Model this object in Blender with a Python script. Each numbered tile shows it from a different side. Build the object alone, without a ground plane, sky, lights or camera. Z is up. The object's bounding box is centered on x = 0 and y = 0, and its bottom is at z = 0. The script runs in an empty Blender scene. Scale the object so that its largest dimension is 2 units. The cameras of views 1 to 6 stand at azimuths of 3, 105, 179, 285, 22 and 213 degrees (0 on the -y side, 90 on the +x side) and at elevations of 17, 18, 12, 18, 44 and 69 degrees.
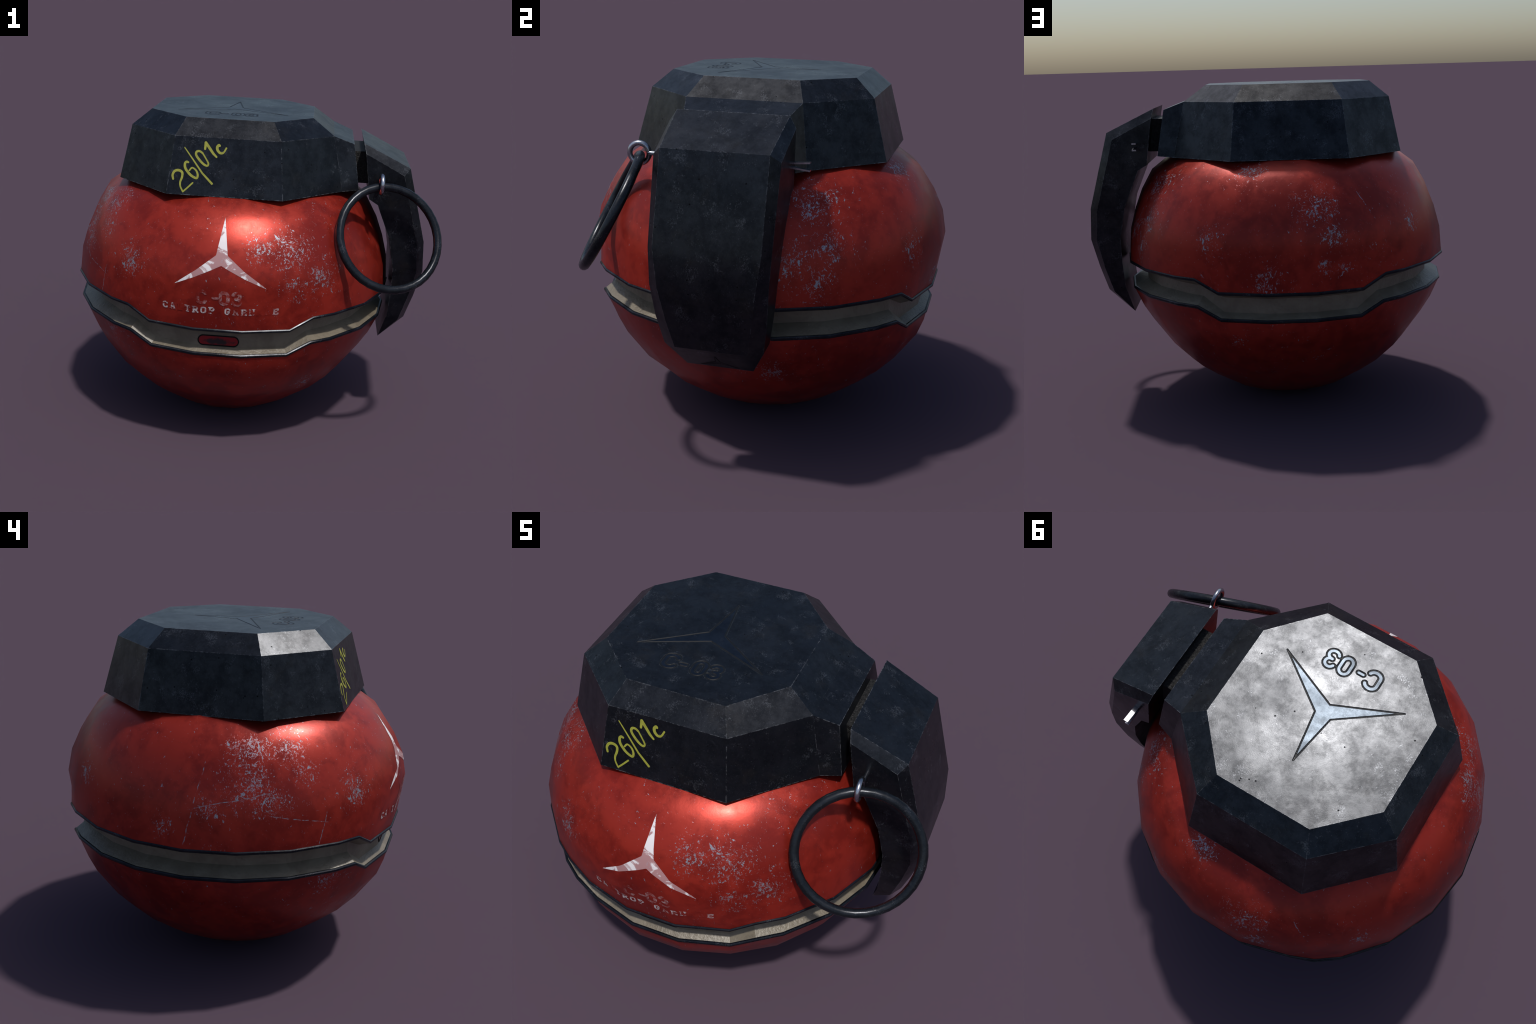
"""A red egg-shaped hand grenade with a black faceted cap, safety lever and pull ring."""
import math
import bmesh
import bpy
import numpy as np
from mathutils import Matrix, Vector
from mathutils.bvhtree import BVHTree

AXIS = -0.115            # x of the body's vertical axis
SIDES = 22               # the body is a 22-sided lathe form


# ------------------------------------------------------------------ scene helpers
def link(obj, parent=None):
    bpy.context.scene.collection.objects.link(obj)
    if parent is not None:
        obj.parent = parent
    return obj


def mesh_object(name, verts, faces, mat, parent=None, smooth=False, angle=None):
    me = bpy.data.meshes.new(name)
    me.from_pydata([tuple(v) for v in verts], [], [tuple(f) for f in faces])
    me.materials.append(mat)
    me.validate()
    if smooth:
        me.shade_smooth()
        if angle is not None:
            me.set_sharp_from_angle(angle=math.radians(angle))
    me.update()
    return link(bpy.data.objects.new(name, me), parent)


def face_outward(obj):
    bm = bmesh.new()
    bm.from_mesh(obj.data)
    bmesh.ops.recalc_face_normals(bm, faces=bm.faces)
    bm.to_mesh(obj.data)
    bm.free()


# ------------------------------------------------------------------ node helpers
class Nodes:
    def __init__(self, tree):
        self.t = tree

    def add(self, kind, **props):
        n = self.t.nodes.new(kind)
        for k, v in props.items():
            setattr(n, k, v)
        return n

    def put(self, socket, value):
        if hasattr(value, "links"):
            self.t.links.new(value, socket)
        elif value is not None:
            socket.default_value = value

    def math(self, op, a, b=None, c=None, clamp=False):
        n = self.add("ShaderNodeMath", operation=op, use_clamp=clamp)
        for i, v in enumerate((a, b, c)):
            if v is not None:
                self.put(n.inputs[i], v)
        return n.outputs[0]

    def vec(self, op, a, b=None):
        n = self.add("ShaderNodeVectorMath", operation=op)
        self.put(n.inputs[0], a)
        if b is not None:
            self.put(n.inputs[1], b)
        return n.outputs["Value"] if op in ("LENGTH", "DISTANCE", "DOT_PRODUCT") else n.outputs[0]

    def noise(self, vector, scale, detail=4.0, rough=0.55, distort=0.0):
        n = self.add("ShaderNodeTexNoise")
        self.put(n.inputs["Vector"], vector)
        n.inputs["Scale"].default_value = scale
        n.inputs["Detail"].default_value = detail
        n.inputs["Roughness"].default_value = rough
        n.inputs["Distortion"].default_value = distort
        return n.outputs[0]

    def voronoi(self, vector, scale):
        n = self.add("ShaderNodeTexVoronoi")
        self.put(n.inputs["Vector"], vector)
        n.inputs["Scale"].default_value = scale
        return n

    def step(self, value, low, high, out_low=0.0, out_high=1.0):
        n = self.add("ShaderNodeMapRange", interpolation_type="SMOOTHSTEP")
        for i, v in enumerate((value, low, high, out_low, out_high)):
            self.put(n.inputs[i], v)
        return n.outputs[0]

    def mix(self, fac, a, b):
        n = self.add("ShaderNodeMix", data_type="RGBA")
        self.put(n.inputs[0], fac)
        self.put(n.inputs[6], a)
        self.put(n.inputs[7], b)
        return n.outputs[2]

    def blend(self, fac, a, b):
        n = self.add("ShaderNodeMix", data_type="FLOAT")
        self.put(n.inputs[0], fac)
        self.put(n.inputs[2], a)
        self.put(n.inputs[3], b)
        return n.outputs[0]

    def squash(self, vector, scale, turn=(0, 0, 0)):
        n = self.add("ShaderNodeMapping")
        self.put(n.inputs["Vector"], vector)
        n.inputs["Scale"].default_value = scale
        n.inputs["Rotation"].default_value = turn
        return n.outputs[0]

    def edge_mask(self, radius, low, high):
        """1 on the crest of a hard edge, 0 on the flats."""
        bev = self.add("ShaderNodeBevel", samples=8)
        bev.inputs["Radius"].default_value = radius
        geo = self.add("ShaderNodeNewGeometry")
        d = self.vec("DOT_PRODUCT", bev.outputs[0], geo.outputs["Normal"])
        return self.step(d, high, low)


def new_material(name):
    m = bpy.data.materials.new(name)
    m.use_nodes = True
    m.node_tree.nodes.clear()
    k = Nodes(m.node_tree)
    out = k.add("ShaderNodeOutputMaterial")
    bsdf = k.add("ShaderNodeBsdfPrincipled")
    m.node_tree.links.new(bsdf.outputs[0], out.inputs[0])
    pos = k.add("ShaderNodeTexCoord").outputs["Object"]
    return m, k, bsdf, pos


def finish(k, bsdf, colour, rough, metal=0.0, height=None, strength=0.2, distance=0.004, spec=0.5):
    k.put(bsdf.inputs["Base Color"], colour)
    k.put(bsdf.inputs["Roughness"], rough)
    k.put(bsdf.inputs["Metallic"], metal)
    k.put(bsdf.inputs["Specular IOR Level"], spec)
    if height is not None:
        b = k.add("ShaderNodeBump")
        b.inputs["Strength"].default_value = strength
        b.inputs["Distance"].default_value = distance
        k.put(b.inputs["Height"], height)
        k.put(bsdf.inputs["Normal"], b.outputs[0])


# ------------------------------------------------------------------ materials
# places where the paint has been rubbed through to the metal: x, y, z, radius
WORN_SPOTS = [
    (0.21, -0.73, 1.12, 0.13), (0.38, -0.69, 0.99, 0.10), (-0.59, -0.70, 1.02, 0.09),
    (-0.79, -0.29, 1.25, 0.08), (-0.73, -0.50, 1.13, 0.08), (0.08, -0.77, 1.14, 0.09),
    (0.33, -0.55, 0.35, 0.07), (-0.69, -0.64, 0.60, 0.05), (0.25, -0.78, 0.95, 0.08),
    (-0.06, -0.88, 0.77, 0.03), (-0.82, -0.22, 1.24, 0.07), (-0.88, -0.29, 1.09, 0.14),
    (-0.72, -0.43, 1.24, 0.11), (-0.96, -0.12, 0.98, 0.07), (-0.98, 0.10, 0.88, 0.06),
    (-0.71, -0.61, 0.56, 0.06), (-0.87, -0.38, 1.01, 0.09), (0.68, 0.31, 0.99, 0.10),
    (0.59, 0.45, 1.05, 0.10), (0.54, 0.37, 1.23, 0.13), (0.07, 0.65, 1.30, 0.09),
    (0.27, 0.76, 0.98, 0.07), (0.62, 0.22, 0.42, 0.08), (0.66, 0.06, 0.44, 0.05),
    (0.66, 0.41, 0.90, 0.09), (-0.25, 0.79, 1.12, 0.12), (0.01, 0.87, 0.78, 0.07),
    (-0.28, 0.86, 0.85, 0.04), (-0.37, 0.84, 0.83, 0.04), (-0.73, 0.58, 1.01, 0.05),
    (-0.30, 0.83, 1.00, 0.07), (0.16, 0.75, 0.46, 0.04),
]
# long single scratches: two end points on the shell
SCRATCHES = [
    ((-0.878, -0.085, 1.195), (-0.994, -0.006, 0.803)),
    ((-0.723, -0.608, 0.951), (-0.767, -0.590, 0.794)),
    ((-0.90, -0.36, 0.96), (-0.72, -0.62, 0.90)),
    ((-0.52, 0.74, 1.10), (-0.45, 0.72, 1.20)),
    ((-0.99, -0.02, 0.98), (-0.88, -0.38, 1.06)),
]


def red_layers(k, pos):
    """Colour, roughness, metal mask and relief of the worn red lacquer."""
    blot = k.noise(pos, 3.2, 5, 0.6, 0.6)
    fine = k.noise(pos, 14.0, 6, 0.65, 0.3)
    stain = k.step(k.math("ADD", k.math("MULTIPLY", blot, 0.6), k.math("MULTIPLY", fine, 0.4)), 0.41, 0.58)
    colour = k.mix(stain, (0.220, 0.0155, 0.0100, 1), (0.335, 0.0265, 0.0155, 1))
    grime = k.step(k.noise(k.squash(pos, (1, 1, 0.8)), 7.5, 9, 0.74, 0.4), 0.57, 0.70)
    colour = k.mix(k.math("MULTIPLY", grime, 0.38), colour, (0.10, 0.009, 0.0085, 1))
    # worn spots
    near = None
    for x, y, z, r in WORN_SPOTS:
        d = k.vec("DISTANCE", pos, (x, y, z))
        s = k.math("SUBTRACT", 1.0, k.math("DIVIDE", d, r * 1.55), clamp=True)
        near = s if near is None else k.math("MAXIMUM", near, s)
    near = k.math("ADD", near, k.math("MULTIPLY", k.step(k.noise(pos, 2.6, 2, 0.5), 0.50, 0.72), 0.28), clamp=True)
    flake = k.noise(k.squash(pos, (1, 1, 0.75)), 98.0, 8, 0.68, 0.9)
    big = k.noise(pos, 20.0, 3, 0.5, 0.5)
    level = k.math("ADD", k.math("MULTIPLY", near, 0.135), k.math("MULTIPLY", k.math("SUBTRACT", big, 0.5), 0.22))
    chips = k.step(k.math("ADD", flake, level), 0.672, 0.695)
    broad = k.noise(k.squash(pos, (1, 1, 0.7), (0.2, 0.3, 0)), 52.0, 8, 0.66, 0.6)
    chips = k.math("MAXIMUM", chips, k.step(k.math("ADD", broad, k.math("MULTIPLY", level, 0.85)), 0.678, 0.696))
    dust = k.step(k.noise(pos, 170.0, 4, 0.6, 0.3), 0.70, 0.74)
    chips = k.math("MAXIMUM", chips, k.math("MULTIPLY", dust, 0.7))
    # hair scratches in two directions
    hair_a = k.noise(k.squash(pos, (120, 120, 12), (0.35, 0.2, 0)), 1.0, 5, 0.6, 0.6)
    hair_b = k.noise(k.squash(pos, (14, 110, 130), (0.1, 0.7, 0.5)), 1.0, 5, 0.6, 0.5)
    hair = k.math("MAXIMUM", hair_a, hair_b)
    hairs = k.step(k.math("ADD", hair, k.math("MULTIPLY", near, 0.10)), 0.72, 0.76)
    metal = k.math("MAXIMUM", chips, k.math("MULTIPLY", hairs, 0.8))
    # single long scratches
    broken = k.step(k.noise(pos, 42.0, 5, 0.75), 0.45, 0.56)
    wob = k.add("ShaderNodeTexNoise")
    k.put(wob.inputs["Vector"], pos)
    wob.inputs["Scale"].default_value = 16.0
    off = k.vec("SUBTRACT", wob.outputs["Color"], (0.5, 0.5, 0.5))
    sc = k.add("ShaderNodeVectorMath", operation="SCALE")
    k.put(sc.inputs[0], off)
    sc.inputs["Scale"].default_value = 0.016
    wpos = k.vec("ADD", pos, sc.outputs[0])
    for a, b in SCRATCHES:
        a, b = Vector(a), Vector(b)
        axis = (b - a).normalized()
        mid = (a + b) / 2
        out = Vector((mid.x - AXIS, mid.y, mid.z - 0.85)).normalized()
        side = axis.cross(out).normalized()
        rel = k.vec("SUBTRACT", wpos, tuple(mid))
        across = k.math("ABSOLUTE", k.vec("DOT_PRODUCT", rel, tuple(side)))
        along = k.math("ABSOLUTE", k.vec("DOT_PRODUCT", rel, tuple(axis)))
        depth = k.vec("DOT_PRODUCT", rel, tuple(out))
        m = k.math("MULTIPLY", k.step(across, 0.0030, 0.0012), k.step(along, (b - a).length * 0.5, (b - a).length * 0.42))
        m = k.math("MULTIPLY", m, k.math("GREATER_THAN", depth, -0.2))
        metal = k.math("MAXIMUM", metal, k.math("MULTIPLY", k.math("MULTIPLY", m, broken), 0.8))
    rough = k.math("ADD", 0.345, k.math("MULTIPLY", k.math("SUBTRACT", fine, 0.5), 0.30))
    relief = k.math("ADD", k.math("MULTIPLY", metal, -0.6), k.math("MULTIPLY", k.noise(pos, 110.0, 3, 0.6), 0.25))
    return colour, rough, metal, relief


METAL = (0.30, 0.31, 0.36, 1)


def red_lacquer():
    m, k, bsdf, pos = new_material("worn_red_lacquer")
    colour, rough, metal, relief = red_layers(k, pos)
    colour = k.mix(metal, colour, METAL)
    rough = k.blend(metal, rough, 0.42)
    finish(k, bsdf, colour, rough, k.math("ADD", 0.45, k.math("MULTIPLY", metal, 0.2)), relief, 0.25, 0.003, spec=0.35)
    return m


def white_print(low, high, name):
    m, k, bsdf, pos = new_material(name)
    colour, rough, metal, relief = red_layers(k, pos)
    wear = k.noise(k.squash(pos, (1, 1, 1.25), (0, 0.6, 0)), 13.0, 7, 0.68, 1.4)
    ink = k.step(wear, low, high, 0.0, 1.0)
    speck = k.step(k.noise(pos, 85.0, 4, 0.6), 0.36, 0.46)
    ink = k.math("MULTIPLY", ink, speck)
    colour = k.mix(ink, colour, (0.46, 0.40, 0.415, 1))
    colour = k.mix(k.math("MULTIPLY", metal, 0.6), colour, METAL)
    finish(k, bsdf, colour, rough, k.math("MULTIPLY", k.math("SUBTRACT", 1.0, ink), 0.45), relief, 0.2, 0.003, spec=0.35)
    return m


def star_print():
    m, k, bsdf, pos = new_material("worn_white_star")
    colour, rough, metal, relief = red_layers(k, pos)
    wear = k.noise(k.squash(pos, (1, 1, 1.3), (0, 0.55, 0)), 7.5, 7, 0.66, 1.3)
    ink = k.step(wear, 0.475, 0.545)
    colour = k.mix(ink, (0.37, 0.20, 0.205, 1), (0.72, 0.68, 0.70, 1))
    colour = k.mix(k.math("MULTIPLY", metal, 0.6), colour, METAL)
    finish(k, bsdf, colour, rough, 0.0, relief, 0.2, 0.003)
    return m


def gunmetal(name, base=(0.0036, 0.0046, 0.0066), rough0=0.315, edge=True, smudge=1.0, pits=True, edge_radius=0.006, tint=(0.86, 0.90, 1.0), gloss=0.37):
    m, k, bsdf, pos = new_material(name)
    cloud = k.noise(pos, 5.0, 8, 0.68, 0.1)
    a = Vector(base)
    colour = k.mix(k.step(cloud, 0.36, 0.64), (*(a * 0.8), 1), (*(a * 1.2), 1))
    brown = k.step(k.noise(pos, 8.0, 7, 0.70, 0.1), 0.52, 0.68)
    colour = k.mix(k.math("MULTIPLY", brown, 0.5), colour, (0.0085, 0.0078, 0.0070, 1))
    # chalky smudges of fine scuffs in clumps
    clump = k.step(k.noise(pos, 12.0, 5, 0.62, 0.2), 0.50, 0.70)
    grain = k.step(k.math("ADD", k.noise(k.squash(pos, (1, 1, 0.8)), 200.0, 6, 0.68, 0.5), k.math("MULTIPLY", clump, 0.15)), 0.60, 0.70)
    haze = k.math("MULTIPLY", k.step(k.noise(pos, 19.0, 7, 0.70, 0.15), 0.60, 0.74), 0.32)
    scuff = k.math("MULTIPLY", k.math("MAXIMUM", grain, haze), 0.42 * smudge, clamp=True)
    hair = k.math("MAXIMUM", k.noise(k.squash(pos, (22, 190, 190), (0.3, 0.5, 0.6)), 1.0, 4, 0.6, 0.4),
                  k.noise(k.squash(pos, (190, 22, 190), (0.8, 0.2, 0.3)), 1.0, 4, 0.6, 0.4))
    scuff = k.math("MAXIMUM", scuff, k.math("MULTIPLY", k.step(hair, 0.755, 0.79), 0.4 * smudge))
    colour = k.mix(scuff, colour, (0.062, 0.067, 0.078, 1))
    metal = k.math("MULTIPLY", scuff, 0.35)
    patchy = k.noise(pos, 9.0, 10, 0.78, 0.1)
    spec = k.math("MULTIPLY", k.step(patchy, 0.36, 0.62, 0.55, 1.20), gloss)
    spec = k.math("ADD", spec, k.math("MULTIPLY", scuff, 0.6))
    if edge:
        crest = k.math("MULTIPLY", k.edge_mask(edge_radius, 0.965, 0.998), k.step(k.noise(pos, 48.0, 5, 0.70), 0.46, 0.62))
        colour = k.mix(k.math("MULTIPLY", crest, 0.65), colour, (0.20, 0.21, 0.23, 1))
        metal = k.math("MAXIMUM", metal, k.math("MULTIPLY", crest, 0.6))
    height = k.math("ADD", k.math("MULTIPLY", k.noise(pos, 230.0, 3, 0.6), 0.4), k.math("MULTIPLY", scuff, 0.4))
    rough = k.math("ADD", rough0, k.math("MULTIPLY", k.math("SUBTRACT", cloud, 0.5), 0.34))
    rough = k.math("ADD", rough, k.math("MULTIPLY", scuff, -0.06))
    if pits:
        v = k.voronoi(pos, 34.0)
        sep = k.add("ShaderNodeSeparateColor")
        k.put(sep.inputs[0], v.outputs["Color"])
        few = k.math("GREATER_THAN", sep.outputs[0], 0.88)
        hole = k.math("MULTIPLY", few, k.step(v.outputs["Distance"], 0.16, 0.07))
        colour = k.mix(hole, colour, (0.005, 0.005, 0.006, 1))
        height = k.math("SUBTRACT", height, k.math("MULTIPLY", hole, 2.0))
        spec = k.math("MULTIPLY", spec, k.math("SUBTRACT", 1.0, k.math("MULTIPLY", hole, 0.9)))
    bsdf.inputs["Specular Tint"].default_value = (*tint, 1)
    finish(k, bsdf, colour, rough, metal, height, 0.13, 0.003, spec=spec)
    return m


def plain(name, colour, rough, metal=0.0, grain=None, vary=0.15, spec=0.5, bump=0.1):
    m, k, bsdf, pos = new_material(name)
    c = Vector(colour)
    n = k.noise(pos, grain or 20.0, 5, 0.6, 0.4)
    col = k.mix(k.step(n, 0.35, 0.65), (*(c * (1 - vary)), 1), (*(c * (1 + vary)), 1))
    finish(k, bsdf, col, k.math("ADD", rough, k.math("MULTIPLY", k.math("SUBTRACT", n, 0.5), 0.12)), metal, n, bump, 0.004, spec)
    return m


def channel_ceramic():
    m, k, bsdf, pos = new_material("pale_beige_liner")
    n = k.noise(pos, 9.0, 6, 0.6, 0.5)
    col = k.mix(k.step(n, 0.35, 0.65), (0.128, 0.106, 0.077, 1), (0.176, 0.150, 0.111, 1))
    dirt = k.step(k.noise(pos, 30.0, 5, 0.65), 0.58, 0.72)
    col = k.mix(k.math("MULTIPLY", dirt, 0.35), col, (0.085, 0.070, 0.053, 1))
    h = k.math("ADD", k.noise(pos, 70.0, 4, 0.6), k.math("MULTIPLY", k.noise(pos, 22.0, 3, 0.5), 0.5))
    finish(k, bsdf, col, 0.38, 0.0, h, 0.45, 0.006)
    return m


def hinge_iron():
    m, k, bsdf, pos = new_material("rough_cast_iron")
    n = k.noise(pos, 90.0, 6, 0.7, 0.3)
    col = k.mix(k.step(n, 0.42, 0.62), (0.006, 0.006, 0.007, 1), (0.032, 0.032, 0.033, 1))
    finish(k, bsdf, col, 0.5, 0.2, n, 0.9, 0.012)
    return m


def indicator_glass():
    m, k, bsdf, pos = new_material("sooty_red_lens")
    rel = k.vec("SUBTRACT", pos, (AXIS, -0.79, 0.643))
    sep = k.add("ShaderNodeSeparateXYZ")
    k.put(sep.inputs[0], rel)
    centre = k.math("ADD", k.math("MULTIPLY", k.math("ABSOLUTE", sep.outputs[0]), 5.0), k.math("MULTIPLY", k.math("ABSOLUTE", k.math("ADD", sep.outputs[2], 0.006)), 20.0))
    soot = k.step(k.math("SUBTRACT", k.math("ADD", k.noise(pos, 40.0, 5, 0.65, 0.6), 0.42), centre), 0.30, 0.72)
    col = k.mix(soot, (0.22, 0.004, 0.008, 1), (0.016, 0.010, 0.012, 1))
    finish(k, bsdf, col, 0.3)
    return m


RED = red_lacquer()
GUN = gunmetal("worn_gunmetal")
GUN_LEVER = gunmetal("worn_gunmetal_lever", edge_radius=0.004)
TRIM = gunmetal("dark_seam_metal", base=(0.004, 0.005, 0.008), rough0=0.30, edge=False, pits=False, smudge=1.1, gloss=0.30)
RINGMAT = gunmetal("blued_ring_steel", base=(0.006, 0.0075, 0.010), rough0=0.28, edge=False, pits=False, smudge=1.0)
STEEL = plain("bright_steel", (0.42, 0.43, 0.47), 0.26, 1.0)
BEIGE = channel_ceramic()
IRON = hinge_iron()
LENS = indicator_glass()
BLACK = plain("engraved_black", (0.004, 0.0045, 0.005), 0.6, spec=0.15)
INLAY = gunmetal("engraved_field_metal", base=(0.0032, 0.0050, 0.0095), rough0=0.31, edge=False, pits=False, smudge=0.35, tint=(0.66, 0.80, 1.0))
GROOVE_METAL = plain("engraved_groove_metal", (0.0035, 0.004, 0.005), 0.45, spec=0.38)
YELLOW = plain("yellow_marker", (0.27, 0.275, 0.035), 0.55, 0.0, 60.0, 0.10)
STAR = star_print()
INK_STRONG = white_print(0.40, 0.58, "worn_white_ink")
INK_FADED = white_print(0.40, 0.74, "faded_white_ink")
INK_GONE = white_print(0.60, 0.90, "nearly_gone_white_ink")

# ------------------------------------------------------------------ the thing
grenade = link(bpy.data.objects.new("hand_grenade", None))
grenade["label"] = "worn red round hand grenade with black faceted cap"
grenade["category"] = "hand grenade"

# ------------------------------------------------------------------ body: columns round the axis
STEP = 360.0 / SIDES
columns = [i * STEP for i in range(SIDES)] + [57.6, 122.4, 237.6, 302.4]
columns.sort()


def low_section(a):
    """The seam drops in a wide step at the front and at the back."""
    a = a % 180.0
    return 60.0 < a < 120.0


def at(angle, radius, z):
    t = math.radians(angle)
    return (AXIS + radius * math.cos(t), radius * math.sin(t), z)


def lathe(rings, close_bottom=None):
    """rings: functions angle -> (radius, z), stacked; returns verts and quads."""
    n = len(columns)
    verts = [at(a, *ring(a)) for ring in rings for a in columns]
    faces = [(r * n + i, r * n + (i + 1) % n, (r + 1) * n + (i + 1) % n, (r + 1) * n + i)
             for r in range(len(rings) - 1) for i in range(n)]
    if close_bottom is not None:
        verts.append((AXIS, 0, close_bottom))
        faces += [(len(verts) - 1, (i + 1) % n, i) for i in range(n)]
    return verts, faces


def ring(r, z, deep=None):
    """A level of the lathe form; deep is the radius towards front and back if it differs."""
    deep = r if deep is None else deep
    return lambda a: (chord(a, r + (deep - r) * math.sin(math.radians(a)) ** 2), z)


def chord(a, r):
    """The extra columns of the seam step lie on the flat between two lathe edges."""
    nearest = round(a / STEP) * STEP
    if abs(a - nearest) < 0.01:
        return r
    off = (a % STEP) - STEP / 2
    return r * math.cos(math.radians(STEP / 2)) / math.cos(math.radians(off))


def seam(hi, lo):
    return lambda a: lo if low_section(a) else hi


# cap outline in plan, right half; corners from the lever side round the front
TOP_Z, EDGE_Z, RIM_Z = 1.717, 1.634, 1.348
TOP = [(0.287, -0.226), (0.091, -0.447), (-0.357, -0.447), (-0.575, -0.226)]
EDGE = [(0.404, -0.270), (0.137, -0.541), (-0.400, -0.541), (-0.672, -0.272)]
RIM = [(0.465, -0.310), (0.163, -0.617), (-0.428, -0.617), (-0.729, -0.306)]


def octagon(half):
    return half + [(x, -y) for x, y in reversed(half)]


# upper shell
up_rings = [
    seam((0.880, 0.792), (0.858, 0.727)),
    ring(0.868, 0.930, 0.889),
    ring(0.836, 1.045, 0.868),
    ring(0.794, 1.152, 0.818),
    ring(0.731, 1.262, 0.742),
    ring(0.609, 1.354, 0.611),
    ring(0.400, 1.380),
]
verts, faces = lathe(up_rings)
upper_shell = mesh_object("upper_shell", verts, faces, RED, grenade, smooth=True)
face_outward(upper_shell)

# lower shell
low_rings = [
    ring(0.180, 0.017),
    ring(0.360, 0.070, 0.385),
    ring(0.464, 0.130, 0.478),
    ring(0.565, 0.200, 0.568),
    ring(0.660, 0.300, 0.692),
    ring(0.766, 0.450, 0.800),
    ring(0.820, 0.535, 0.832),
    seam((0.866, 0.637), (0.838, 0.574)),
]
verts, faces = lathe(low_rings, close_bottom=0.0)
lower_shell = mesh_object("lower_shell", verts, faces, RED, grenade, smooth=True)
face_outward(lower_shell)


# seam trims: a thin square bead along each lip
def trim(name, hi, lo, height, up):
    def lip(dr, dz):
        return lambda a: ((lo if low_section(a) else hi)[0] + dr, (lo if low_section(a) else hi)[1] + dz)
    prof = [(-0.012, 0.0), (0.003, -0.0005), (0.0075, height * 0.25), (0.0075, height * 0.75), (0.003, height + 0.0005), (-0.012, height)]
    verts, faces = lathe([lip(dr, dz) for dr, dz in prof])
    o = mesh_object(name, verts, faces, TRIM, grenade, smooth=True, angle=38)
    face_outward(o)
    return o


trim("seam_trim", (0.878, 0.778), (0.857, 0.713), 0.0155, True)
trim("seam_trim", (0.864, 0.636), (0.837, 0.573), 0.0165, False)


# recessed channel between the two lips
def inner(radius_hi, z_hi, radius_lo, z_lo):
    """Floor of the channel; a little deeper on the two plain sides."""
    def level(a):
        if low_section(a):
            return radius_lo, z_lo
        return radius_hi - 0.024 * math.cos(math.radians(a)) ** 2 - (0.0 if abs(math.cos(math.radians(a))) < 0.6 else 0.006), z_hi
    return level


channel_rings = [
    seam((0.864, 0.650), (0.837, 0.587)),
    inner(0.818, 0.690, 0.797, 0.613),
    inner(0.818, 0.742, 0.797, 0.689),
    seam((0.878, 0.781), (0.856, 0.716)),
]
verts, faces = lathe(channel_rings)
channel = mesh_object("seam_channel", verts, faces, BEIGE, grenade, smooth=True, angle=18)
face_outward(channel)


# ------------------------------------------------------------------ marching squares for marks
def segment_field(X, Y, a, b, ra, rb):
    ax, ay = a
    dx, dy = b[0] - ax, b[1] - ay
    t = np.clip(((X - ax) * dx + (Y - ay) * dy) / max(dx * dx + dy * dy, 1e-12), 0, 1)
    return np.hypot(X - ax - t * dx, Y - ay - t * dy) - (ra + (rb - ra) * t)


def stroke_field(X, Y, strokes):
    """strokes: lists of (x, y, half width)."""
    f = np.full(X.shape, 9.0)
    for s in strokes:
        for p, q in zip(s, s[1:]):
            f = np.minimum(f, segment_field(X, Y, p[:2], q[:2], p[2], q[2]))
    return f


def polygon_field(X, Y, pts):
    f = np.full(X.shape, 9.0)
    inside = np.zeros(X.shape, bool)
    for (ax, ay), (bx, by) in zip(pts, pts[1:] + pts[:1]):
        f = np.minimum(f, segment_field(X, Y, (ax, ay), (bx, by), 0, 0))
        cross = ((ay > Y) != (by > Y)) & (X < (bx - ax) * (Y - ay) / (by - ay + 1e-12) + ax)
        inside ^= cross
    return np.where(inside, -f, f)


def patch(field, xs, ys):
    """Polygons covering field < 0 on a grid, cut exactly at the zero line."""
    verts, faces, index = [], [], {}

    def node(key, x, y):
        if key not in index:
            index[key] = len(verts)
            verts.append((x, y))
        return index[key]

    rows, cols = np.nonzero((np.minimum.reduce([field[:-1, :-1], field[1:, :-1], field[:-1, 1:], field[1:, 1:]]) < 0))
    for r, c in zip(rows.tolist(), cols.tolist()):
        corner = [(r, c), (r, c + 1), (r + 1, c + 1), (r + 1, c)]
        poly = []
        for m in range(4):
            p, q = corner[m], corner[(m + 1) % 4]
            fp, fq = field[p], field[q]
            if fp < 0:
                poly.append(node(p, xs[p[1]], ys[p[0]]))
            if (fp < 0) != (fq < 0):
                t = fp / (fp - fq)
                poly.append(node((min(p, q), max(p, q)), xs[p[1]] + t * (xs[q[1]] - xs[p[1]]), ys[p[0]] + t * (ys[q[0]] - ys[p[0]])))
        if len(poly) >= 3:
            faces.append(poly)
    return verts, faces


def grid(x0, x1, y0, y1, cell):
    xs = np.linspace(x0, x1, max(2, round((x1 - x0) / cell)) + 1)
    ys = np.linspace(y0, y1, max(2, round((y1 - y0) / cell)) + 1)
    X, Y = np.meshgrid(xs, ys)
    return xs, ys, X, Y


def arc(cx, cy, rx, ry, a0, a1, w, count=10):
    return [(cx + rx * math.cos(math.radians(a0 + (a1 - a0) * i / count)),
             cy + ry * math.sin(math.radians(a0 + (a1 - a0) * i / count)), w) for i in range(count + 1)]


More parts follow.
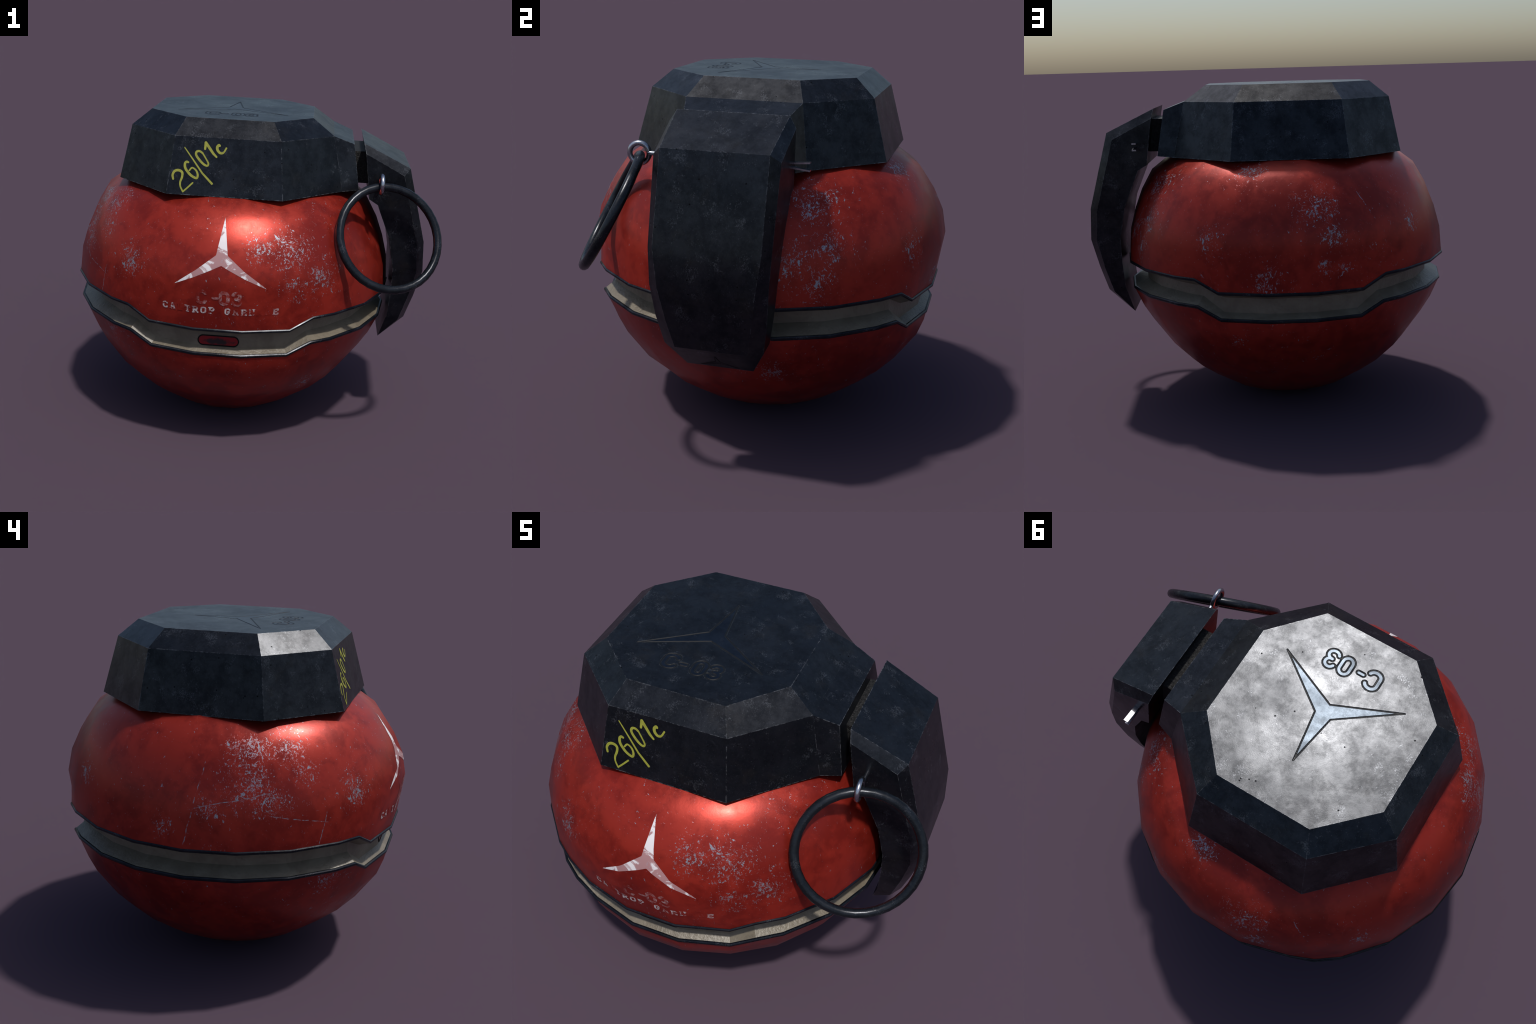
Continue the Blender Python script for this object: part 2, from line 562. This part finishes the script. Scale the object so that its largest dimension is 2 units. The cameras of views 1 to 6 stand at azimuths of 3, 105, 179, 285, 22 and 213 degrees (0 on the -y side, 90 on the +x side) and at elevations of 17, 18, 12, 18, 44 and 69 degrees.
def glyph(ch, w=0.145, serif=True):
    """Slab letter strokes in a box 0..1 wide, 0..1.4 high (centre lines)."""
    L, R, B, T, M = 0.14, 0.86, 0.15, 1.25, 0.72
    line = lambda *p: [(x, y, w) for x, y in p]
    s = w * 0.72
    slab = lambda x0, x1, y: [(x0, y, s), (x1, y, s)]
    top, bot = T + w - s, B - w + s
    out = {
        "C": [arc(0.5, 0.95, 0.36, 0.30, 20, 180, w) + arc(0.5, 0.45, 0.36, 0.30, 180, 340, w)],
        "G": [arc(0.5, 0.95, 0.36, 0.30, 20, 180, w) + arc(0.5, 0.45, 0.36, 0.30, 180, 360, w) + line((0.86, 0.62)), line((0.58, 0.64), (0.90, 0.64))],
        "O": [arc(0.5, 0.95, 0.36, 0.30, 0, 180, w) + arc(0.5, 0.45, 0.36, 0.30, 180, 360, w) + line((0.86, 0.95))],
        "0": [arc(0.5, 0.93, 0.34, 0.32, 0, 180, w) + arc(0.5, 0.47, 0.34, 0.32, 180, 360, w) + line((0.84, 0.93))],
        "3": [arc(0.48, 0.97, 0.32, 0.28, 160, -80, w) + line((0.45, 0.71)), arc(0.48, 0.43, 0.35, 0.28, 85, -160, w)],
        "-": [line((0.30, 0.66), (0.70, 0.66))],
        "A": [line((0.16, B), (0.47, T), (0.53, T), (0.84, B)), line((0.30, 0.48), (0.70, 0.48)), slab(0.03, 0.30, bot), slab(0.70, 0.97, bot)],
        "L": [line((0.26, T), (0.26, B), (0.86, B)), slab(0.08, 0.46, top), slab(0.08, 0.4, bot), line((0.88, B), (0.88, 0.36))],
        "T": [line((0.5, B), (0.5, T)), line((0.10, T), (0.90, T)), line((0.10, T), (0.10, 1.04)), line((0.90, T), (0.90, 1.04)), slab(0.30, 0.70, bot)],
        "R": [line((0.24, B), (0.24, T), (0.6, T)) + arc(0.6, 0.98, 0.24, 0.27, 90, -90, w, 8) + line((0.24, 0.71)), line((0.55, 0.70), (0.86, B), (0.93, B)), slab(0.06, 0.44, bot), slab(0.06, 0.3, top)],
        "P": [line((0.24, B), (0.24, T), (0.6, T)) + arc(0.6, 0.95, 0.25, 0.30, 90, -90, w, 8) + line((0.24, 0.65)), slab(0.06, 0.46, bot), slab(0.06, 0.3, top)],
        "E": [line((0.86, T), (0.24, T), (0.24, B), (0.88, B)), line((0.24, M), (0.66, M)), slab(0.06, 0.3, bot), slab(0.06, 0.3, top), line((0.88, T), (0.88, 1.06)), line((0.9, B), (0.9, 0.36))],
        "N": [line((0.20, B), (0.20, T), (0.80, B), (0.80, T)), slab(0.04, 0.38, bot), slab(0.04, 0.24, top), slab(0.64, 0.97, top)],
        "D": [line((0.22, B), (0.22, T), (0.5, T)) + arc(0.5, 0.70, 0.35, 0.55, 90, -90, w) + line((0.22, B)), slab(0.05, 0.3, bot), slab(0.05, 0.3, top)],
    }[ch]
    return out


def place(strokes, x, y, sx, sy):
    """Scale glyph strokes into a box at (x, y) sx wide (of 1) and sy high (of 1.4)."""
    kx, ky = sx, sy / 1.4
    return [[(x + px * kx, y + py * ky, w * (kx + ky) / 2) for px, py, w in s] for s in strokes]


# ------------------------------------------------------------------ printing on the upper shell
shell_mesh = upper_shell.data
shell_mesh.calc_loop_triangles()
shell_tris = [tuple(t.vertices) for t in shell_mesh.loop_triangles]
shell_co = [v.co.copy() for v in shell_mesh.vertices]
shell_no = [v.normal.copy() for v in shell_mesh.vertices]
shell_bvh = BVHTree.FromPolygons(shell_co, shell_tris)


def on_shell(origin, direction, lift=0.0012):
    hit, face_no, idx, _ = shell_bvh.ray_cast(Vector(origin), Vector(direction).normalized())
    a, b, c = (shell_co[i] for i in shell_tris[idx])
    na, nb, nc = (shell_no[i] for i in shell_tris[idx])
    area = (b - a).cross(c - a)
    d = area.dot(area)
    u = (b - hit).cross(c - hit).dot(area) / d
    v = (c - hit).cross(a - hit).dot(area) / d
    normal = (na * u + nb * v + nc * (1 - u - v)).normalized()
    if face_no.dot(normal) < 0:
        face_no = -face_no
    return hit + face_no * lift, normal


def print_on_shell(name, field, xs, ys, mapping, mat):
    flat, faces = patch(field, xs, ys)
    co, no = zip(*(on_shell(*mapping(x, y)) for x, y in flat))
    o = mesh_object(name, co, faces, mat, upper_shell, smooth=True)
    bm = bmesh.new()
    bm.from_mesh(o.data)
    for f in bm.faces:
        f.normal_update()
        c = f.calc_center_median()
        if f.normal.dot(Vector((c.x - AXIS, c.y, 0))) < 0:
            f.normal_flip()
    bm.to_mesh(o.data)
    bm.free()
    o.data.normals_split_custom_set_from_vertices([tuple(v) for v in no])
    return o


def from_front(x, z):
    return (x, -2.0, z), (0, 1, 0)


def round_axis(angle, z):
    t = math.radians(angle)
    return (AXIS + 2 * math.cos(t), 2 * math.sin(t), z), (-math.cos(t), -math.sin(t), 0)


def three_point_star(cx, cy, half, up, down, notch_x, notch_y, low):
    return [(cx, cy + up), (cx + notch_x, cy + notch_y), (cx + half, cy - down), (cx, cy + low), (cx - half, cy - down), (cx - notch_x, cy + notch_y)]


star_pts = three_point_star(-0.110, 1.104, 0.2345, 0.170, 0.154, 0.029, 0.003, -0.043)
xs, ys, X, Y = grid(-0.36, 0.14, 0.935, 1.29, 0.005)
print_on_shell("printed_star", polygon_field(X, Y, star_pts), xs, ys, from_front, STAR)

# model number
for ch, x0, wide in (("C", -0.226, 0.056), ("-", -0.156, 0.048), ("0", -0.115, 0.056), ("3", -0.053, 0.056)):
    strokes = place(glyph(ch, 0.15), x0, 0.862, wide, 0.080)
    xs, ys, X, Y = grid(x0 - 0.004, x0 + wide + 0.004, 0.855, 0.948, 0.0022)
    print_on_shell("printed_letter", stroke_field(X, Y, strokes), xs, ys, from_front, INK_FADED)

# name line: letters set round the axis; in degrees and metres
PITCH = 2.657
for i, ch in enumerate("CALTROP GRENADE"):
    if ch == " ":
        continue
    a0 = -109.1 + PITCH * i
    wide = 1.95
    metres = math.radians(1) * 0.87
    strokes = place(glyph(ch, 0.15), 0.0, 0.8135, wide * metres, 0.037)
    xs, ys, X, Y = grid(-0.002, wide * metres + 0.002, 0.809, 0.855, 0.0014)
    f = stroke_field(X, Y, strokes)
    ink = INK_GONE if i in (2, 12, 13) else INK_FADED if i in (9, 14) else INK_STRONG
    print_on_shell("printed_letter", f, xs, ys, lambda s, z, a0=a0: round_axis(a0 + s / metres, z), ink)

# ------------------------------------------------------------------ indicator pill in the channel, front
pill = [[(AXIS - 0.077, 0.643, 0.0275), (AXIS + 0.077, 0.643, 0.0275)]]
xs, ys, X, Y = grid(AXIS - 0.115, AXIS + 0.115, 0.605, 0.68, 0.0035)
pill_field = stroke_field(X, Y, pill)
channel.data.calc_loop_triangles()
ch_bvh = BVHTree.FromPolygons([v.co.copy() for v in channel.data.vertices], [tuple(t.vertices) for t in channel.data.loop_triangles])


def on_channel(x, z, lift):
    hit = ch_bvh.ray_cast(Vector((x, -0.83, z)), Vector((0, 1, 0)))[0]
    y = hit.y if hit is not None and hit.y > -0.80 else -0.785
    return (x, y - lift, z)


for name, f, lift, mat in (("indicator_lens", pill_field + 0.004, 0.0015, LENS), ("indicator_rim", np.abs(pill_field + 0.0015) - 0.0028, 0.004, BLACK)):
    flat, faces = patch(f, xs, ys)
    o = mesh_object(name, [on_channel(x, z, lift) for x, z in flat], faces, mat, channel)
    if name == "indicator_rim":
        sol = o.modifiers.new("depth", "SOLIDIFY")
        sol.thickness = 0.004

# ------------------------------------------------------------------ cap
top8, edge8, rim8 = octagon(TOP), octagon(EDGE), octagon(RIM)
# engraved field on the top: star outline and number, cut as a groove
top_star = [(-0.143, 0.227), (-0.105, -0.012), (0.149, -0.201), (-0.144, -0.071), (-0.436, -0.201), (-0.181, -0.012)]
marks = []
for ch, x0, wide in (("C", -0.281, 0.076), ("-", -0.212, 0.058), ("0", -0.144, 0.068), ("3", -0.072, 0.068)):
    marks += place(glyph(ch, 0.150), x0, -0.316, wide, 0.104)
X0, X1, Y0, Y1 = -0.46, 0.17, -0.335, 0.245
xs, ys, X, Y = grid(X0, X1, Y0, Y1, 0.0020)
field = np.minimum(polygon_field(X, Y, top_star), stroke_field(X, Y, marks))
GROOVE, DEPTH = 0.0046, 0.0022
bm = bmesh.new()


def quad_ring(lower, upper):
    return [(lower[i], lower[(i + 1) % 8], upper[(i + 1) % 8], upper[i]) for i in range(8)]


tv = [bm.verts.new((x, y, TOP_Z)) for x, y in top8]
ev = [bm.verts.new((x, y, EDGE_Z)) for x, y in edge8]
rv = [bm.verts.new((x, y, RIM_Z)) for x, y in rim8]
for i, q in enumerate(quad_ring(ev, tv)):
    if i in (0, 6):            # the two chamfers beside the boss are slightly twisted
        a, b, c, d = q if i == 0 else (q[1], q[2], q[3], q[0])
        bm.faces.new((a, b, c) if i == 0 else (a, b, d))
        bm.faces.new((a, c, d) if i == 0 else (b, c, d))
    else:
        bm.faces.new(q)
for i, q in enumerate(quad_ring(rv, ev)):
    if i != 7:
        bm.faces.new(q)
# boss on the lever side (between corner 7 and corner 0)
bt = [bm.verts.new((0.514, s * 0.241, 1.594)) for s in (-1, 1)]
bb = [bm.verts.new((0.554, s * 0.281, 1.355)) for s in (-1, 1)]
e0, e7, r0, r7 = ev[0], ev[7], rv[0], rv[7]
bm.faces.new((e7, e0, bt[0], bt[1]))
bm.faces.new((bt[1], bt[0], bb[0], bb[1]))
bm.faces.new((e0, r0, bb[0], bt[0]))
bm.faces.new((e7, bt[1], bb[1], r7))
bm.faces.new((r0, r7, bb[1], bb[0]))
bm.faces.new(rv)
# flat top: frame from the octagon in to the engraved rectangle
box = [bm.verts.new(p) for p in ((X1, Y0, TOP_Z), (X0, Y0, TOP_Z), (X0, Y1, TOP_Z), (X1, Y1, TOP_Z))]
for f in ((tv[0], tv[1], box[0]), (tv[1], tv[2], box[1], box[0]), (tv[2], tv[3], box[1]), (tv[3], tv[4], box[2], box[1]),
          (tv[4], tv[5], box[2]), (tv[5], tv[6], box[3], box[2]), (tv[6], tv[7], box[3]), (tv[7], tv[0], box[0], box[3])):
    bm.faces.new(f)
bmesh.ops.recalc_face_normals(bm, faces=bm.faces)


def add_patch(f, z, mat_index, wall=None):
    flat, polys = patch(f, xs, ys)
    vs = [bm.verts.new((x, y, z)) for x, y in flat]
    for p in polys:
        face = bm.faces.new([vs[i] for i in p])
        face.material_index = mat_index
        face.normal_update()
        if face.normal.z < 0:
            face.normal_flip()
    return vs


add_patch(GROOVE - field, TOP_Z, 0)                       # plain metal round the marks
add_patch(field + GROOVE, TOP_Z, 1)                       # raised fields inside the outlines
groove_verts = add_patch(np.abs(field) - GROOVE, TOP_Z, 2)
gx, gy = np.array([v.co.x for v in groove_verts]), np.array([v.co.y for v in groove_verts])
sunk = np.clip(1 - np.abs(np.minimum(polygon_field(gx, gy, top_star), stroke_field(gx, gy, marks))) / GROOVE, 0, 1)
for v, d in zip(groove_verts, sunk):
    if not v.is_boundary:
        v.co.z -= DEPTH * float(d)
# crisp folds everywhere, but no crease across a twisted chamfer
for e in bm.edges:
    e.smooth = False
for j, k in ((0, 1), (7, 6)):
    for lower, upper in ((ev[j], tv[k]), (ev[k], tv[j])):
        e = bm.edges.get((lower, upper))
        if e is not None:
            e.smooth = True
for f in bm.faces:
    f.smooth = True
me = bpy.data.meshes.new("cap")
bm.to_mesh(me)
bm.free()
for mat in (GUN, INLAY, GROOVE_METAL):
    me.materials.append(mat)
cap = link(bpy.data.objects.new("cap", me), grenade)

# yellow handwriting on the front face of the cap; x and height up the sloping face
face_low = Vector((0, RIM[1][1], RIM_Z))
face_up = (Vector((0, EDGE[1][1], EDGE_Z)) - face_low).normalized()
face_out = Vector((1, 0, 0)).cross(face_up)
HAND = {
    "two": (0.0026, [(-0.396, 0.077), (-0.400, 0.097), (-0.392, 0.115), (-0.377, 0.122), (-0.360, 0.119), (-0.351, 0.108), (-0.352, 0.087), (-0.359, 0.064), (-0.357, 0.041), (-0.343, 0.016), (-0.325, 0.033), (-0.296, 0.063)]),
    "six": (0.0026, [(-0.325, 0.165), (-0.334, 0.167), (-0.341, 0.157), (-0.338, 0.136), (-0.322, 0.114), (-0.302, 0.097), (-0.278, 0.088), (-0.273, 0.105), (-0.283, 0.127), (-0.303, 0.139), (-0.316, 0.125)]),
    "slash": (0.0024, [(-0.347, 0.238), (-0.301, 0.180), (-0.251, 0.115), (-0.199, 0.065)]),
    "nought": (0.0024, [(-0.255, 0.215), (-0.270, 0.224), (-0.285, 0.221), (-0.287, 0.204), (-0.267, 0.178), (-0.245, 0.159), (-0.228, 0.153), (-0.223, 0.165), (-0.237, 0.189), (-0.255, 0.215)]),
    "one": (0.0028, [(-0.244, 0.237), (-0.242, 0.269), (-0.221, 0.242), (-0.201, 0.216), (-0.184, 0.200)]),
    "letter_c": (0.0028, [(-0.171, 0.257), (-0.176, 0.260), (-0.183, 0.250), (-0.181, 0.236), (-0.170, 0.223), (-0.159, 0.220), (-0.148, 0.226), (-0.137, 0.247)]),
}


def spline(pts, per=6):
    if len(pts) < 4:
        return pts
    out = []
    P = [Vector(p) for p in pts]
    for i in range(len(P) - 1):
        p0, p1, p2, p3 = P[max(i - 1, 0)], P[i], P[i + 1], P[min(i + 2, len(P) - 1)]
        for s in range(per):
            t = s / per
            out.append(0.5 * (2 * p1 + (p2 - p0) * t + (2 * p0 - 5 * p1 + 4 * p2 - p3) * t * t + (3 * p1 - p0 - 3 * p2 + p3) * t ** 3))
    out.append(P[-1])
    return [tuple(p) for p in out]


for part, (w, pts) in HAND.items():
    sharp = part in ("one", "slash")
    line = pts if sharp else (spline(pts[:10]) + pts[10:] if part == "two" else spline(pts))
    m = len(line)
    stroke = [(x, y, w * 2.45 * (0.62 + 0.38 * math.sin(math.pi * min(1, 0.15 + i / m)) if part != "slash" else 0.45 + 0.65 * i / m)) for i, (x, y) in enumerate(line)]
    lo = np.min(np.array(line), axis=0) - 0.006
    hi = np.max(np.array(line), axis=0) + 0.006
    xs, ys, X, Y = grid(lo[0] - 0.004, hi[0] + 0.004, lo[1] - 0.004, hi[1] + 0.004, 0.0014)
    flat, faces = patch(stroke_field(X, Y, [stroke]), xs, ys)
    co = [face_low + Vector((x, 0, 0)) + face_up * y + face_out * 0.0012 for x, y in flat]
    mesh_object("handwritten_mark", co, faces, YELLOW, cap)

# ------------------------------------------------------------------ hinge block between boss and lever
hx = [(0.520, 1.545), (0.590, 1.545), (0.620, 1.372), (0.545, 1.372)]
verts = [(x, s * 0.168, z) for s in (-1, 1) for x, z in hx]
faces = [(0, 1, 2, 3), (7, 6, 5, 4)] + [(i, i + 4, (i + 1) % 4 + 4, (i + 1) % 4) for i in range(4)]
hinge = mesh_object("hinge_block", verts, faces, IRON, grenade)
face_outward(hinge)

# ------------------------------------------------------------------ safety lever: a folded sheet channel
# plate ridge, flange fold, flange free edge: x, half width, z from the top down
PLATE = [(0.565, 0.253, 1.603), (0.821, 0.237, 1.482), (0.930, 0.236, 1.082), (0.943, 0.213, 0.909), (0.908, 0.190, 0.755), (0.869, 0.165, 0.618), (0.735, 0.155, 0.486)]
FOLD = [(0.578, 0.284, 1.553), (0.789, 0.277, 1.447), (0.892, 0.270, 1.071), (0.904, 0.262, 0.909), (0.871, 0.249, 0.756), (0.832, 0.226, 0.618)]
FREE = [(0.613, 0.288, 1.310), (0.660, 0.288, 1.283), (0.742, 0.278, 1.090), (0.776, 0.268, 0.920), (0.776, 0.256, 0.785), (0.768, 0.236, 0.645)]
verts, faces = [], []
ids = {}
for s in (-1, 1):
    for key, rows in (("p", PLATE), ("f", FOLD), ("e", FREE)):
        for i, (x, y, z) in enumerate(rows):
            ids[key, i, s] = len(verts)
            verts.append((x, s * y, z))
for i in range(6):
    faces.append((ids["p", i, -1], ids["p", i, 1], ids["p", i + 1, 1], ids["p", i + 1, -1]))
for s in (-1, 1):
    g = lambda k, i: ids[k, i, s]
    loops = [(g("p", i), g("f", i), g("f", i + 1), g("p", i + 1)) for i in range(5)]
    loops.append((g("p", 5), g("f", 5), g("p", 6)))
    loops.append((g("f", 0), g("e", 0), g("e", 1), g("f", 1)))
    loops += [(g("f", i), g("e", i), g("e", i + 1), g("f", i + 1)) for i in range(1, 5)]
    loops.append((g("f", 5), g("e", 5), g("p", 6)))
    faces += [l if s < 0 else tuple(reversed(l)) for l in loops]
# the hollow side is closed by a back sheet between the free edges
back = [("p", 0), ("f", 0)] + [("e", i) for i in range(6)] + [("p", 6)]
for (ka, ia), (kb, ib) in zip(back, back[1:]):
    faces.append((ids[ka, ia, 1], ids[ka, ia, -1], ids[kb, ib, -1], ids[kb, ib, 1]))
lever = mesh_object("safety_lever", verts, faces, GUN_LEVER, grenade)
face_outward(lever)
lever.data.shade_smooth()
lever.data.set_sharp_from_angle(angle=math.radians(24))

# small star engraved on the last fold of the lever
fa, fb = Vector((PLATE[5][0], 0, PLATE[5][2])), Vector((PLATE[6][0], 0, PLATE[6][2]))
down = (fb - fa).normalized()
out = Vector((0, 1, 0)).cross(down)
if out.x < 0:
    out = -out
small = three_point_star(0.004, -0.121, 0.089, 0.062, 0.052, 0.0105, 0.0, -0.016)
xs, ys, X, Y = grid(-0.10, 0.11, -0.185, -0.05, 0.0018)
flat, faces = patch(np.abs(polygon_field(X, Y, small)) - 0.0014, xs, ys)
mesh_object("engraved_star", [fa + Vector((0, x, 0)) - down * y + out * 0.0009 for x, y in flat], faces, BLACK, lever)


# ------------------------------------------------------------------ ring, eyelet and pin
def tube(name, path, radius, mat, parent, closed=False, sides=14, flat=1.0):
    """Sweep a round section along a path of points."""
    P = [Vector(p) for p in path]
    m = len(P)
    verts, faces = [], []
    ref = None
    for i in range(m):
        d = (P[(i + 1) % m] - P[i - 1]) if closed else (P[min(i + 1, m - 1)] - P[max(i - 1, 0)])
        d.normalize()
        if ref is None:
            ref = d.orthogonal().normalized()
        ref = (ref - d * ref.dot(d)).normalized()
        b = d.cross(ref)
        for j in range(sides):
            t = 2 * math.pi * j / sides
            verts.append(P[i] + ref * (radius * math.cos(t)) + b * (radius * math.sin(t)))
    for i in range(m if closed else m - 1):
        k = (i + 1) % m
        for j in range(sides):
            l = (j + 1) % sides
            faces.append((i * sides + j, i * sides + l, k * sides + l, k * sides + j))
    if not closed:
        faces.append(tuple(range(sides)))
        faces.append(tuple(reversed(range((m - 1) * sides, m * sides))))
    o = mesh_object(name, verts, faces, mat, parent, smooth=True, angle=50)
    face_outward(o)
    return o


def circle(centre, normal, radius, count, start=0.0, sweep=360.0):
    nrm = Vector(normal).normalized()
    a = nrm.cross(Vector((0, 0, 1))).normalized()
    b = a.cross(nrm)
    if b.z < 0:
        b = -b
    k = count if sweep == 360.0 else count - 1
    return [Vector(centre) + a * (radius * math.cos(math.radians(start + sweep * i / k))) + b * (radius * math.sin(math.radians(start + sweep * i / k))) for i in range(count)]


tube("pull_ring", circle((0.7191, -0.5077, 1.1653), (0.3017, -0.8259, 0.4764), 0.2717, 36), 0.0221, RINGMAT, grenade, closed=True, sides=14)

pin = link(bpy.data.objects.new("safety_pin", None), grenade)
EYE = Vector((0.664, -0.392, 1.419))
tube("pin_eyelet", circle(EYE, (1, 0.05, 0.0), 0.0445, 28), 0.0118, STEEL, pin, closed=True, sides=10)
tube("pin_shaft", [(0.664, -0.350, 1.422), (0.664, -0.300, 1.420), (0.664, -0.240, 1.418), (0.664, 0.280, 1.415)], 0.0105, STEEL, pin, sides=10)
for s in (1, -1):
    # the two splayed flat ends of the split pin on the far side of the lever
    path = [(0.664, 0.262, 1.415 + s * 0.007), (0.664, 0.318, 1.414 + s * 0.012), (0.664, 0.370, 1.413 + s * 0.017)]
    verts, faces = [], []
    for x, y, z in path:
        verts += [(x - 0.011, y, z - 0.0035), (x + 0.011, y, z - 0.0035), (x + 0.011, y, z + 0.0035), (x - 0.011, y, z + 0.0035)]
    for i in range(2):
        for j in range(4):
            faces.append((i * 4 + j, i * 4 + (j + 1) % 4, i * 4 + 4 + (j + 1) % 4, i * 4 + 4 + j))
    faces += [(0, 1, 2, 3), (11, 10, 9, 8)]
    face_outward(mesh_object("pin_prong", verts, faces, STEEL, pin))
